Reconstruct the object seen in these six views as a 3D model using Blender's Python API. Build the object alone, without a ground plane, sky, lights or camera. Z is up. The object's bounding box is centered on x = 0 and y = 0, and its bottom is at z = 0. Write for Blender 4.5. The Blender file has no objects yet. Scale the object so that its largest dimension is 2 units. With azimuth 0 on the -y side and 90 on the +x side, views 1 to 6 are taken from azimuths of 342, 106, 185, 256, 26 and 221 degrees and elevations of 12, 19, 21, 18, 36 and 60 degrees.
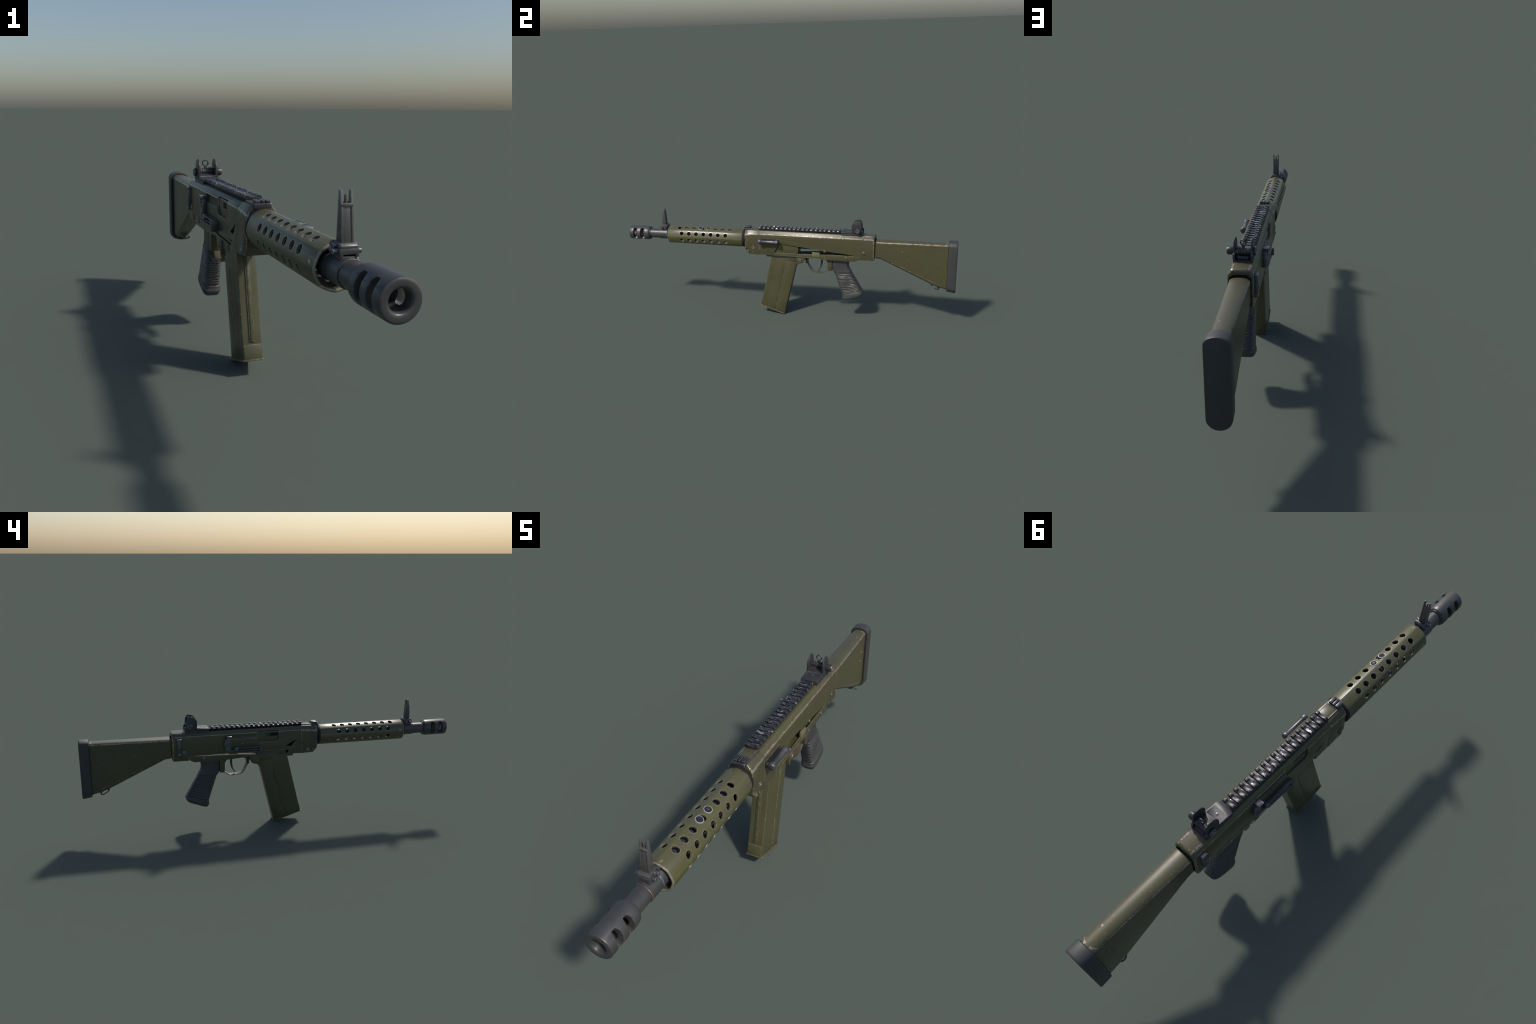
# A military self-loading rifle with perforated handguard, olive paint over steel.
# Frame: y runs from muzzle (-1) to butt plate (+1), z up, XC is the rifle's plane of symmetry.
import bpy, bmesh, math, random
from mathutils import Vector, Matrix

random.seed(7)
XC = -0.0055
ZB = 0.4712          # bore axis height
pi = math.pi

# ------------------------------------------------------------------ materials
def new_mat(name):
    m = bpy.data.materials.new(name)
    m.use_nodes = True
    nt = m.node_tree
    for n in list(nt.nodes):
        nt.nodes.remove(n)
    out = nt.nodes.new("ShaderNodeOutputMaterial")
    b = nt.nodes.new("ShaderNodeBsdfPrincipled")
    nt.links.new(b.outputs[0], out.inputs[0])
    return m, nt, b

def math_node(nt, op, a, b=None, c=None, clamp=False):
    n = nt.nodes.new("ShaderNodeMath"); n.operation = op; n.use_clamp = clamp
    for i, v in enumerate((a, b, c)):
        if v is None: continue
        if isinstance(v, (int, float)): n.inputs[i].default_value = v
        else: nt.links.new(v, n.inputs[i])
    return n.outputs[0]

def noise(nt, vec, scale, detail=3.0, rough=0.55, stretch=None):
    if stretch:
        mp = nt.nodes.new("ShaderNodeMapping")
        mp.inputs["Scale"].default_value = stretch
        nt.links.new(vec, mp.inputs[0]); vec = mp.outputs[0]
    n = nt.nodes.new("ShaderNodeTexNoise")
    n.inputs["Scale"].default_value = scale
    n.inputs["Detail"].default_value = detail
    n.inputs["Roughness"].default_value = rough
    nt.links.new(vec, n.inputs["Vector"])
    return n.outputs[0]

def step(nt, v, lo, hi):
    n = nt.nodes.new("ShaderNodeMapRange"); n.interpolation_type = 'SMOOTHSTEP'
    n.inputs[1].default_value = lo; n.inputs[2].default_value = hi
    nt.links.new(v, n.inputs[0])
    return n.outputs[0]

def mix(nt, f, a, b):
    n = nt.nodes.new("ShaderNodeMix"); n.data_type = 'RGBA'
    for s, v in ((n.inputs[0], f), (n.inputs[6], a), (n.inputs[7], b)):
        if isinstance(v, (tuple, list)): s.default_value = (*v, 1) if len(v) == 3 else v
        elif isinstance(v, (int, float)): s.default_value = v
        else: nt.links.new(v, s)
    return n.outputs[2]

def seg_dist(nt, p, A, B):
    """Distance from point p to the straight edge A-B."""
    A, B = Vector(A), Vector(B); ba = B - A
    def vm(op, a, b=None):
        n = nt.nodes.new("ShaderNodeVectorMath"); n.operation = op
        for i, v in enumerate((a, b)):
            if v is None: continue
            if isinstance(v, Vector): n.inputs[i].default_value = v
            else: nt.links.new(v, n.inputs[i])
        return n
    pa = vm('SUBTRACT', p, A).outputs[0]
    h = math_node(nt, 'MULTIPLY', vm('DOT_PRODUCT', pa, ba).outputs["Value"], 1.0 / ba.length_squared, clamp=True)
    sc = nt.nodes.new("ShaderNodeVectorMath"); sc.operation = 'SCALE'
    sc.inputs[0].default_value = ba; nt.links.new(h, sc.inputs["Scale"])
    d = vm('SUBTRACT', pa, sc.outputs[0])
    return vm('LENGTH', d.outputs[0]).outputs["Value"]

def worn_material(name, base, second, bare, edge_gain=1.0, speck=0.0, rough=0.45, metallic=0.0,
                  bare_metal=0.45, streak=None, grain=180.0, bump=0.08, radius=0.005, edge_floor=0.60, edges=(), vary=False):
    """Coating with two tones, chipped to bare metal along edges and in odd specks."""
    m, nt, b = new_mat(name)
    tc = nt.nodes.new("ShaderNodeTexCoord"); obj = tc.outputs["Object"]
    if vary:                                # every repeat gets its own patch of the pattern
        inf = nt.nodes.new("ShaderNodeObjectInfo")
        off = nt.nodes.new("ShaderNodeVectorMath"); off.operation = 'MULTIPLY_ADD'
        nt.links.new(inf.outputs["Random"], off.inputs[0]); off.inputs[1].default_value = (3.1, 5.7, 1.9)
        nt.links.new(obj, off.inputs[2]); obj = off.outputs[0]
    tone = noise(nt, obj, 14, 4, 0.6, streak)
    tone = step(nt, tone, 0.35, 0.68)
    col = mix(nt, tone, base, second)
    fine = noise(nt, obj, grain, 3, 0.6)
    dk = step(nt, fine, 0.3, 0.7)
    col = mix(nt, math_node(nt, 'MULTIPLY', dk, 0.25), col, tuple(c * 0.62 for c in base))
    # edges: how far a rounded normal departs from the true one
    bev = nt.nodes.new("ShaderNodeBevel"); bev.samples = 6; bev.inputs[0].default_value = radius
    geo = nt.nodes.new("ShaderNodeNewGeometry")
    dot = nt.nodes.new("ShaderNodeVectorMath"); dot.operation = 'DOT_PRODUCT'
    nt.links.new(bev.outputs[0], dot.inputs[0]); nt.links.new(geo.outputs["Normal"], dot.inputs[1])
    edge = math_node(nt, 'SUBTRACT', 1.0, dot.outputs["Value"])
    edge = step(nt, edge, 0.004, 0.10)
    n1 = noise(nt, obj, 38, 5, 0.65)
    n2 = noise(nt, obj, 130, 3, 0.6)
    n3 = noise(nt, obj, 260, 3, 0.65)
    chip = math_node(nt, 'ADD', math_node(nt, 'MULTIPLY', n1, 0.65), math_node(nt, 'MULTIPLY', n2, 0.35))
    chip = math_node(nt, 'ADD', chip, math_node(nt, 'MULTIPLY', edge, 0.16 * edge_gain))
    wear = step(nt, chip, edge_floor, edge_floor + 0.06)
    wear = math_node(nt, 'MULTIPLY', wear, edge)
    for A, B, width, amount in edges:      # long edges rubbed bare: ragged band about each
        d = seg_dist(nt, obj, A, B)
        near = math_node(nt, 'SUBTRACT', 1.0, math_node(nt, 'DIVIDE', d, width))
        rag = math_node(nt, 'ADD', math_node(nt, 'ADD', math_node(nt, 'MULTIPLY', n1, 1.5), math_node(nt, 'MULTIPLY', n2, 1.4)), math_node(nt, 'MULTIPLY', n3, 1.1))
        rag = math_node(nt, 'ADD', math_node(nt, 'SUBTRACT', rag, 2.0), math_node(nt, 'MULTIPLY', near, 0.9))
        e = step(nt, rag, 1.08 - amount, 1.30 - amount)
        e = math_node(nt, 'MULTIPLY', e, step(nt, near, 0.0, 0.12))
        wear = math_node(nt, 'MAXIMUM', wear, e)
    if speck > 0:
        s1 = noise(nt, obj, 75, 2, 0.5)
        s2 = noise(nt, obj, 9, 2, 0.5)
        s = step(nt, math_node(nt, 'ADD', s1, math_node(nt, 'MULTIPLY', s2, 0.35)), 1.075 - speck, 1.10 - speck)
        wear = math_node(nt, 'MAXIMUM', wear, s)
    bare_col = mix(nt, step(nt, n3, 0.35, 0.65), tuple(c * 0.55 for c in bare), tuple(c * 1.1 for c in bare))
    col = mix(nt, wear, col, bare_col)
    nt.links.new(col, b.inputs["Base Color"])
    nt.links.new(math_node(nt, 'MULTIPLY_ADD', wear, bare_metal - metallic, metallic), b.inputs["Metallic"])
    r = math_node(nt, 'MULTIPLY_ADD', fine, 0.16, rough - 0.08)
    r = math_node(nt, 'MULTIPLY_ADD', wear, -0.06, r)
    nt.links.new(r, b.inputs["Roughness"])
    bp = nt.nodes.new("ShaderNodeBump"); bp.inputs["Strength"].default_value = bump
    bp.inputs["Distance"].default_value = 0.002
    h = math_node(nt, 'SUBTRACT', fine, math_node(nt, 'MULTIPLY', wear, 0.8))
    nt.links.new(h, bp.inputs["Height"]); nt.links.new(bp.outputs[0], b.inputs["Normal"])
    return m

OLIVE_A = (0.081, 0.080, 0.034); OLIVE_B = (0.080, 0.069, 0.041)
BARE = (0.36, 0.31, 0.26)
XR, XL = XC + 0.0455, XC - 0.0455     # receiver flanks
M_OLIVE = worn_material("olive_paint", OLIVE_A, OLIVE_B, BARE, 1.0, 0.155, 0.37)
RECV_EDGES = []
for x in (XR, XL):
    k = 1 if x > XC else -1
    RECV_EDGES += [((x - k * 0.001, -0.14, 0.5122), (x - k * 0.001, 0.530, 0.5122), 0.0062 if k > 0 else 0.0040, 0.62), ((x, 0.5345, 0.515), (x, 0.5345, 0.390), 0.0045, 0.62),
                   ((x - k * 0.014, 0.49, 0.5285), (x - k * 0.017, 0.534, 0.526), 0.0065, 0.85)]
RECV_EDGES += [((XR, 0.528, 0.3865), (XR, 0.47, 0.3865), 0.004, 0.45), ((XR, -0.02, 0.4590), (XR, 0.40, 0.4130), 0.003, 0.25), ((XL, 0.30, 0.410), (XL, 0.18, 0.410), 0.003, 0.4)]
M_RECV = worn_material("olive_paint_receiver", OLIVE_A, OLIVE_B, BARE, 1.0, 0.155, 0.37, edges=RECV_EDGES)
TRUN_EDGES = []
for x in (XR + 0.001, XL - 0.001):
    k = 1 if x > XC else -1
    TRUN_EDGES += [((x - k * 0.001, -0.147, 0.5115), (x - k * 0.001, -0.233, 0.506), 0.008, 0.72), ((x, -0.2345, 0.505), (x, -0.2345, 0.415), 0.004, 0.55),
                   ((x - k * 0.016, -0.234, 0.530), (x, -0.234, 0.506), 0.006, 0.6), ((x, -0.2345, 0.413), (x, -0.213, 0.388), 0.004, 0.4), ((x, -0.147, 0.505), (x, -0.147, 0.41), 0.0028, 0.45)]
M_TRUN = worn_material("olive_paint_trunnion", OLIVE_A, OLIVE_B, BARE, 1.0, 0.13, 0.37, edges=TRUN_EDGES)
STOCK_EDGES = []
for k in (-1, 1):
    STOCK_EDGES += [((XC + k * 0.0350, 0.555, 0.4945), (XC + k * 0.0285, 0.945, 0.4945), 0.0058, 0.66), ((XC + k * 0.0340, 0.575, 0.4065), (XC + k * 0.0290, 0.935, 0.2480), 0.0045, 0.42),
                    ((XC + k * 0.0290, 0.930, 0.4945), (XC + k * 0.012, 0.944, 0.505), 0.006, 0.72)]
M_STOCK = worn_material("olive_paint_stock", OLIVE_A, OLIVE_B, BARE, 0.6, 0.17, 0.37, edges=STOCK_EDGES)
M_GUARD = worn_material("olive_paint_streaked", (0.099, 0.101, 0.036), (0.090, 0.082, 0.054), BARE, 1.7, 0.15, 0.36, streak=(4.5, 0.40, 4.5), radius=0.006)
MAG_EDGES = []
for x in (XC - 0.0315, XC + 0.0315):
    MAG_EDGES += [((x, -0.1525, 0.048), (x, -0.095, 0.28), 0.0034, 0.52), ((x, -0.1525, 0.048), (x, -0.005, 0.001), 0.0052, 0.62), ((x, -0.0250, 0.20), (x, 0.02, 0.37), 0.002, 0.2)]
MAG_EDGES += [((XC - 0.0315, -0.1530, 0.048), (XC + 0.0315, -0.1530, 0.048), 0.004, 0.55), ((XC - 0.008, -0.148, 0.108), (XC + 0.008, -0.148, 0.108), 0.004, 0.4)]
M_MAG = worn_material("olive_paint_magazine", (0.086, 0.083, 0.039), (0.077, 0.072, 0.035), BARE, 0.85, 0.14, 0.38, edges=MAG_EDGES)
M_GUARDSTRAP = worn_material("worn_strap_paint", (0.115, 0.105, 0.070), (0.085, 0.078, 0.050), (0.30, 0.28, 0.25), 1.0, 0.15, 0.36, metallic=0.25, radius=0.003)
M_RIM = worn_material("rubbed_rim", (0.26, 0.25, 0.20), (0.15, 0.145, 0.095), (0.50, 0.46, 0.40), 0.6, 0.25, 0.38, metallic=0.2)
M_FIT = worn_material("worn_grey_steel", (0.130, 0.130, 0.145), (0.080, 0.080, 0.090), (0.50, 0.50, 0.55), 2.0, 0.18, 0.36, metallic=0.5, radius=0.003, edge_floor=0.54)
M_LIP = worn_material("pale_grey_olive_edge", (0.22, 0.215, 0.20), (0.12, 0.115, 0.09), (0.42, 0.41, 0.41), 1.2, 0.2, 0.36, metallic=0.4, radius=0.003)
M_STEEL = worn_material("dark_steel", (0.088, 0.087, 0.086), (0.070, 0.069, 0.071), (0.24, 0.24, 0.25), 0.5, 0.0, 0.40, metallic=0.35)
M_RAIL = worn_material("worn_dark_rail", (0.034, 0.034, 0.040), (0.075, 0.073, 0.078), (0.38, 0.37, 0.39), 1.3, 0.25, 0.36, metallic=0.4, radius=0.003)
M_TOOTH = worn_material("worn_rail_tooth", (0.026, 0.026, 0.031), (0.060, 0.058, 0.063), (0.44, 0.42, 0.44), 1.2, 0.27, 0.34, metallic=0.4, radius=0.003, vary=True)
M_RAILBASE = worn_material("dark_rail_base", (0.016, 0.016, 0.020), (0.024, 0.024, 0.028), (0.20, 0.20, 0.21), 0.6, 0.0, 0.45, metallic=0.2, radius=0.003)  # darker than the teeth so the gaps between them look dark
M_SIGHT = worn_material("dark_sight_steel", (0.056, 0.056, 0.058), (0.045, 0.045, 0.049), (0.30, 0.29, 0.28), 0.7, 0.09, 0.42, metallic=0.3, radius=0.003)
M_POST = worn_material("pale_sight_steel", (0.135, 0.130, 0.127), (0.105, 0.101, 0.100), (0.30, 0.29, 0.28), 0.5, 0.0, 0.40, metallic=0.4, radius=0.003)
M_KNOB = worn_material("worn_knob_steel", (0.060, 0.060, 0.062), (0.048, 0.048, 0.052), (0.42, 0.41, 0.39), 1.6, 0.15, 0.40, metallic=0.35, radius=0.004)
M_RUBBER = worn_material("black_rubber", (0.050, 0.050, 0.050), (0.043, 0.043, 0.044), (0.10, 0.10, 0.105), 0.2, 0.0, 0.55)
M_GRIP = worn_material("black_grip_polymer", (0.058, 0.058, 0.057), (0.046, 0.046, 0.047), (0.12, 0.12, 0.125), 0.2, 0.0, 0.48)
M_BOLT = worn_material("bare_bolt_steel", (0.20, 0.19, 0.19), (0.12, 0.115, 0.115), (0.5, 0.48, 0.46), 0.8, 0.1, 0.38, metallic=0.6, radius=0.002)
M_PLATE = worn_material("light_olive_plate", (0.165, 0.160, 0.085), (0.150, 0.143, 0.075), BARE, 0.4, 0.0, 0.5)

def plain(name, col, rough, metallic=0.0):
    m, nt, b = new_mat(name)
    tc = nt.nodes.new("ShaderNodeTexCoord")
    n = noise(nt, tc.outputs["Object"], 120, 3, 0.6)
    c = mix(nt, n, tuple(v * 0.8 for v in col), tuple(v * 1.2 for v in col))
    nt.links.new(c, b.inputs["Base Color"])
    b.inputs["Roughness"].default_value = rough; b.inputs["Metallic"].default_value = metallic
    return m
M_BLACK = plain("black_gap", (0.006, 0.006, 0.007), 0.8)
M_COPPER = plain("copper_tint", (0.34, 0.20, 0.14), 0.4, 0.6)
M_BLUE = plain("blue_tint", (0.12, 0.28, 0.42), 0.4, 0.4)
M_PALE = plain("pale_ring", (0.50, 0.48, 0.52), 0.45, 0.3)
M_INK = plain("dark_disc", (0.012, 0.014, 0.022), 0.85)

# ------------------------------------------------------------------ geometry helpers
ROOT = bpy.data.objects.new("battle_rifle", None)
bpy.context.scene.collection.objects.link(ROOT)
ROOT["label"] = "olive green military rifle with perforated handguard and magazine"
ROOT["category"] = "rifle"

def raw(name, verts, faces):
    me = bpy.data.meshes.new(name)
    me.from_pydata([tuple(v) for v in verts], [], faces)
    bm = bmesh.new(); bm.from_mesh(me)
    bmesh.ops.remove_doubles(bm, verts=bm.verts, dist=1e-6)
    bmesh.ops.recalc_face_normals(bm, faces=bm.faces)
    bm.to_mesh(me); bm.free()
    o = bpy.data.objects.new(name, me)
    bpy.context.scene.collection.objects.link(o)
    return o

def finish(o, mat, parent=None, bevel=0.0, segs=2, angle=35, cuts=(), limit=30):
    """Apply cuts and bevel, set normals, give the material and the parent."""
    for c in cuts:
        m = o.modifiers.new("cut", 'BOOLEAN'); m.operation = 'DIFFERENCE'; m.solver = 'EXACT'; m.object = c
    if bevel > 0:
        m = o.modifiers.new("round", 'BEVEL'); m.width = bevel; m.segments = segs
        m.limit_method = 'ANGLE'; m.angle_limit = math.radians(limit); m.use_clamp_overlap = True
    if o.modifiers:
        dg = bpy.context.evaluated_depsgraph_get()
        me = bpy.data.meshes.new_from_object(o.evaluated_get(dg))
        o.modifiers.clear(); old = o.data; o.data = me; bpy.data.meshes.remove(old); me.name = o.name
    for c in cuts:
        bpy.data.objects.remove(c, do_unlink=True)
    o.data.materials.clear(); o.data.materials.append(mat)
    o.data.shade_smooth(); o.data.set_sharp_from_angle(angle=math.radians(angle))
    o.parent = parent or ROOT
    return o

def prism(name, poly, x0, x1):
    """Side outline in (y, z), extruded across x."""
    n = len(poly)
    v = [(x0, y, z) for y, z in poly] + [(x1, y, z) for y, z in poly]
    f = [list(range(n)), list(range(2 * n - 1, n - 1, -1))] + [[i, (i + 1) % n, n + (i + 1) % n, n + i] for i in range(n)]
    return raw(name, v, f)

def box(name, x0, x1, y0, y1, z0, z1):
    return prism(name, [(y0, z0), (y1, z0), (y1, z1), (y0, z1)], x0, x1)

def loft(name, rings, closed_ends=True):
    n = len(rings[0]); v = [p for r in rings for p in r]; f = []
    for k in range(len(rings) - 1):
        for i in range(n):
            j = (i + 1) % n
            f.append([k * n + i, k * n + j, (k + 1) * n + j, (k + 1) * n + i])
    if closed_ends:
        f.append(list(range(n))[::-1]); f.append([(len(rings) - 1) * n + i for i in range(n)])
    return raw(name, v, f)

def lathe_y(name, prof, cx=XC, cz=ZB, seg=64, shape=None):
    """Revolve (y, r) pairs about the line x=cx, z=cz. A closed profile gives a tube."""
    rings = []
    for y, r in prof:
        rings.append([(cx + r * (shape(a) if shape else 1) * math.sin(a), y, cz + r * (shape(a) if shape else 1) * math.cos(a))
                      for a in (2 * pi * i / seg for i in range(seg))])
    n = seg; v = [p for r in rings for p in r]; f = []; K = len(rings)
    for k in range(K):
        k2 = (k + 1) % K
        for i in range(n):
            j = (i + 1) % n
            f.append([k * n + i, k * n + j, k2 * n + j, k2 * n + i])
    return raw(name, v, f)

def rod(name, p0, p1, r, seg=20, r2=None):
    p0, p1 = Vector(p0), Vector(p1); d = (p1 - p0).normalized()
    u = d.orthogonal().normalized(); w = d.cross(u); r2 = r if r2 is None else r2
    rings = [[p + u * q * math.cos(2 * pi * i / seg) + w * q * math.sin(2 * pi * i / seg) for i in range(seg)] for p, q in ((p0, r), (p1, r2))]
    return loft(name, rings)

def wire(name, pts, r, seg=10, closed=False):
    """A round wire swept along points."""
    P = [Vector(p) for p in pts]; rings = []; n = len(P); up = None
    for i, p in enumerate(P):
        t = (P[(i + 1) % n] - P[i - 1]) if closed else (P[min(i + 1, n - 1)] - P[max(i - 1, 0)])
        t.normalize()
        u = (up - t * up.dot(t)).normalized() if up else t.orthogonal().normalized()
        up = u; w = t.cross(u)
        rings.append([p + u * r * math.cos(2 * pi * k / seg) + w * r * math.sin(2 * pi * k / seg) for k in range(seg)])
    if closed: rings.append(rings[0])
    return loft(name, rings, not closed)

def joined(objs, name):
    bm = bmesh.new()
    for o in objs:
        bm.from_mesh(o.data)
        bpy.data.objects.remove(o, do_unlink=True)
    me = bpy.data.meshes.new(name); bm.to_mesh(me); bm.free()
    o = bpy.data.objects.new(name, me); bpy.context.scene.collection.objects.link(o)
    return o

def screw(side, y, z, x, r, h, mat, parent, name="screw"):
    """Domed screw head with a raised rim and a slot; side +1 is the right (+x) flank."""
    prof = [(0, r), (h * 0.7, r), (h, r * 0.82), (h, r * 0.66), (h * 0.55, r * 0.58), (h * 0.55, r * 0.30), (h * 0.9, r * 0.22), (h * 0.9, 0.0001)]
    seg = 24
    rings = [[(x + side * (d - 0.001), y + q * math.cos(2 * pi * i / seg), z + q * math.sin(2 * pi * i / seg)) for i in range(seg)] for d, q in prof]
    return finish(loft(name, rings), mat, parent, angle=40)

# ------------------------------------------------------------------ upper receiver
def receiver_ring(y, half, ztop, zedge, flat, zbot, r=0.005):
    """Cross-section: vertical flanks, sloping shoulders, flat top."""
    h = half
    pts = [(h, zbot), (h, zedge - r), (h - 0.0009, zedge - 0.001), (h - 0.004, zedge + r * 0.75), (flat + 0.003, ztop - 0.0016), (flat - 0.003, ztop)]
    ring = [(XC + x, y, z) for x, z in pts] + [(XC - x, y, z) for x, z in reversed(pts)]
    return ring

def receiver_body(name, stations):
    return loft(name, [receiver_ring(*s) for s in stations])

up = receiver_body("receiver", [(-0.1455, 0.0455, 0.5315, 0.512, 0.029, 0.3852), (0.5300, 0.0455, 0.5315, 0.512, 0.029, 0.3852),
                                (0.5355, 0.0450, 0.5300, 0.511, 0.028, 0.3855), (0.5390, 0.0438, 0.5265, 0.509, 0.027, 0.3865), (0.5410, 0.0418, 0.5225, 0.507, 0.026, 0.3880)])
cavity = box("cavity", XC - 0.0365, XC + 0.0365, -0.20, 0.47, 0.35, 0.519)
right_cut = prism("right_cut", [(-0.0574, 0.37), (-0.0574, 0.4005), (-0.0235, 0.4607), (0.451, 0.4090), (0.4555, 0.37)], XC + 0.02, XR + 0.02)
left_cut = prism("left_cut", [(-0.066, 0.37), (-0.066, 0.3995), (0.075, 0.4005), (0.092, 0.4085), (0.451, 0.4095), (0.4555, 0.37)], XL - 0.02, XC - 0.02)
port_cut = prism("port_cut", [(-0.0225, 0.470), (-0.016, 0.4615), (0.084, 0.4620), (0.0909, 0.470), (0.0909, 0.5195), (-0.0225, 0.5195)], XL - 0.02, XL + 0.0105)
chan_cut = box("channel_cut", XL - 0.02, XL + 0.0055, 0.0960, 0.250, 0.4835, 0.5105)
notch_cut = box("notch_cut", XL - 0.02, XL + 0.0045, 0.0900, 0.0975, 0.4835, 0.517)
tri_a = prism("tri_a", [(-0.124, 0.4675), (-0.0585, 0.4300), (-0.0945, 0.4275)], XL - 0.02, XL + 0.012)
tri_b = prism("tri_b", [(-0.0610, 0.4092), (-0.0805, 0.4082), (-0.0660, 0.380)], XL - 0.02, XL + 0.012)
groove_r = box("groove_r", XR - 0.0022, XR + 0.02, -0.130, -0.022, 0.4855, 0.4885)
socket = loft("socket", [[(XC + x * 0.0385, y, 0.452 + z * (0.058)) for x, z in ((-1, -.9), (-.8, -1), (.8, -1), (1, -.9), (1, .82), (.62, 1.06), (-.62, 1.06), (-1, .82))] for y in (0.530, 0.56)])
corner = prism("corner", [(0.5280, 0.380)] + [(0.5290 + 0.0125 * math.sin(t), 0.3975 - 0.0125 * math.cos(t)) for t in (k * pi / 16 for k in range(9))] + [(0.56, 0.3975), (0.56, 0.380)], XL - 0.02, XR + 0.02)
step_cut = box("step_cut", XL - 0.01, XR + 0.01, 0.4548, 0.4562, 0.38, 0.4085)
finish(up, M_RECV, bevel=0.0012, cuts=[socket, corner, step_cut, cavity, right_cut, left_cut, port_cut, chan_cut, notch_cut, tri_a, tri_b, groove_r], limit=40)
RECV = up

finish(box("socket_dark_plate", XC - 0.0382, XC + 0.0382, 0.5285, 0.5335, 0.398, 0.511), M_BLACK, RECV)

# front trunnion: a hair wider than the sheet body behind it
front = loft("receiver_trunnion", [receiver_ring(*s) for s in (
    (-0.2355, 0.0452, 0.5290, 0.5045, 0.024, 0.414), (-0.2325, 0.0463, 0.5312, 0.5062, 0.0255, 0.408),
    (-0.2130, 0.0466, 0.5325, 0.5085, 0.028, 0.3868), (-0.1450, 0.0466, 0.5325, 0.5125, 0.030, 0.3842))])
bore_cut = rod("bore_cut", (XC, -0.26, ZB), (XC, -0.225, ZB), 0.0440, 48)
right_tri = prism("right_tri", [(-0.2335, 0.4195), (-0.2080, 0.4165), (-0.2300, 0.4085)], XR - 0.01, XR + 0.02)
finish(front, M_TRUN, RECV, bevel=0.0012, cuts=[bore_cut, right_tri], limit=40)
finish(box("trunnion_dark_fill", XC - 0.034, XC + 0.034, -0.226, -0.148, 0.428, 0.515), M_BLACK, RECV)
# raised strip between the trunnion and the rail
finish(box("top_strip", XC - 0.0225, XC + 0.0225, -0.206, -0.150, 0.528, 0.5362), M_OLIVE, RECV, bevel=0.0012)
for s in (-1, 1):
    finish(box("top_strip_edge", XC + s * 0.0225 - 0.0013, XC + s * 0.0225 + 0.0013, -0.206, -0.152, 0.531, 0.5375), M_BOLT, RECV)

# magazine well and bolt carrier; black blocks fill the hollow inside
mw = prism("magazine_well", [(-0.0620, 0.388), (0.0905, 0.388), (0.0905, 0.4545), (-0.0620, 0.4625)], XC - 0.0240, XC + 0.0375)
finish(mw, M_OLIVE, RECV, bevel=0.001)
finish(box("well_shadow_strip", XC - 0.0262, XC - 0.0245, -0.0610, 0.0900, 0.3880, 0.4120), M_BLACK, RECV)  # thin black box drawn for the dark line under the left wall
bc = box("bolt_carrier", XC - 0.0385, XC + 0.0360, -0.045, 0.245, 0.456, 0.515)
bc_cut = box("bc_cut", XC - 0.06, XC - 0.022, -0.0205, 0.0425, 0.487, 0.506)
finish(bc, M_OLIVE, RECV, bevel=0.001, cuts=[bc_cut])
finish(box("port_dark_fill", XC - 0.030, XC - 0.018, -0.0235, 0.0155, 0.484, 0.509), M_BLACK, RECV)
finish(box("rear_dark_fill", XC - 0.034, XC + 0.034, 0.262, 0.450, 0.432, 0.512), M_BLACK, RECV)
finish(box("slit_dark_fill", XC - 0.034, XC + 0.034, 0.10, 0.27, 0.446, 0.512), M_BLACK, RECV)
finish(box("gap_dark_panel", XC + 0.0260, XC + 0.0300, -0.15, -0.055, 0.388, 0.50), M_BLACK, RECV)

# left flank fittings
finish(box("frame_lip", XL - 0.0012, XL + 0.002, 0.0945, 0.2310, 0.4815, 0.4838), M_LIP, RECV, bevel=0.0006)
finish(prism("port_lip", [(-0.0245, 0.4690), (-0.0170, 0.4592), (0.0845, 0.4597), (0.0930, 0.4690), (0.0909, 0.4700), (0.0838, 0.4622), (-0.0162, 0.4617), (-0.0225, 0.4700)],
             XL - 0.0012, XL + 0.002), M_LIP, RECV, bevel=0.0005)
finish(box("flank_ridge", XL - 0.0010, XL + 0.002, -0.060, 0.069, 0.4118, 0.4136), M_LIP, RECV, bevel=0.0005)

# ------------------------------------------------------------------ lower receiver
low_poly = [(-0.0570, 0.3862), (0.083, 0.3850), (0.140, 0.3830), (0.190, 0.3800), (0.262, 0.3752), (0.300, 0.3735), (0.430, 0.3742), (0.4365, 0.3790), (0.4500, 0.3850), (0.4510, 0.4080),
            (0.300, 0.4095), (0.240, 0.4060), (0.100, 0.4020), (0.090, 0.4005), (-0.057, 0.4005)]
lo = prism("lower_receiver", low_poly, XC - 0.0432, XC + 0.0432)
lo_cut = prism("lo_cut", [(-0.07, 0.3875), (0.088, 0.3905), (0.165, 0.3980), (0.230, 0.4015), (0.300, 0.4035), (0.420, 0.4065), (0.440, 0.42), (-0.07, 0.42)], XL - 0.02, XC - 0.034)
lo_hole = box("lo_hole", XC - 0.0400, XC + 0.0408, 0.092, 0.442, 0.3875, 0.43)
finish(lo, M_OLIVE, bevel=0.0014, cuts=[lo_cut, lo_hole])
LOW = lo
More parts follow.
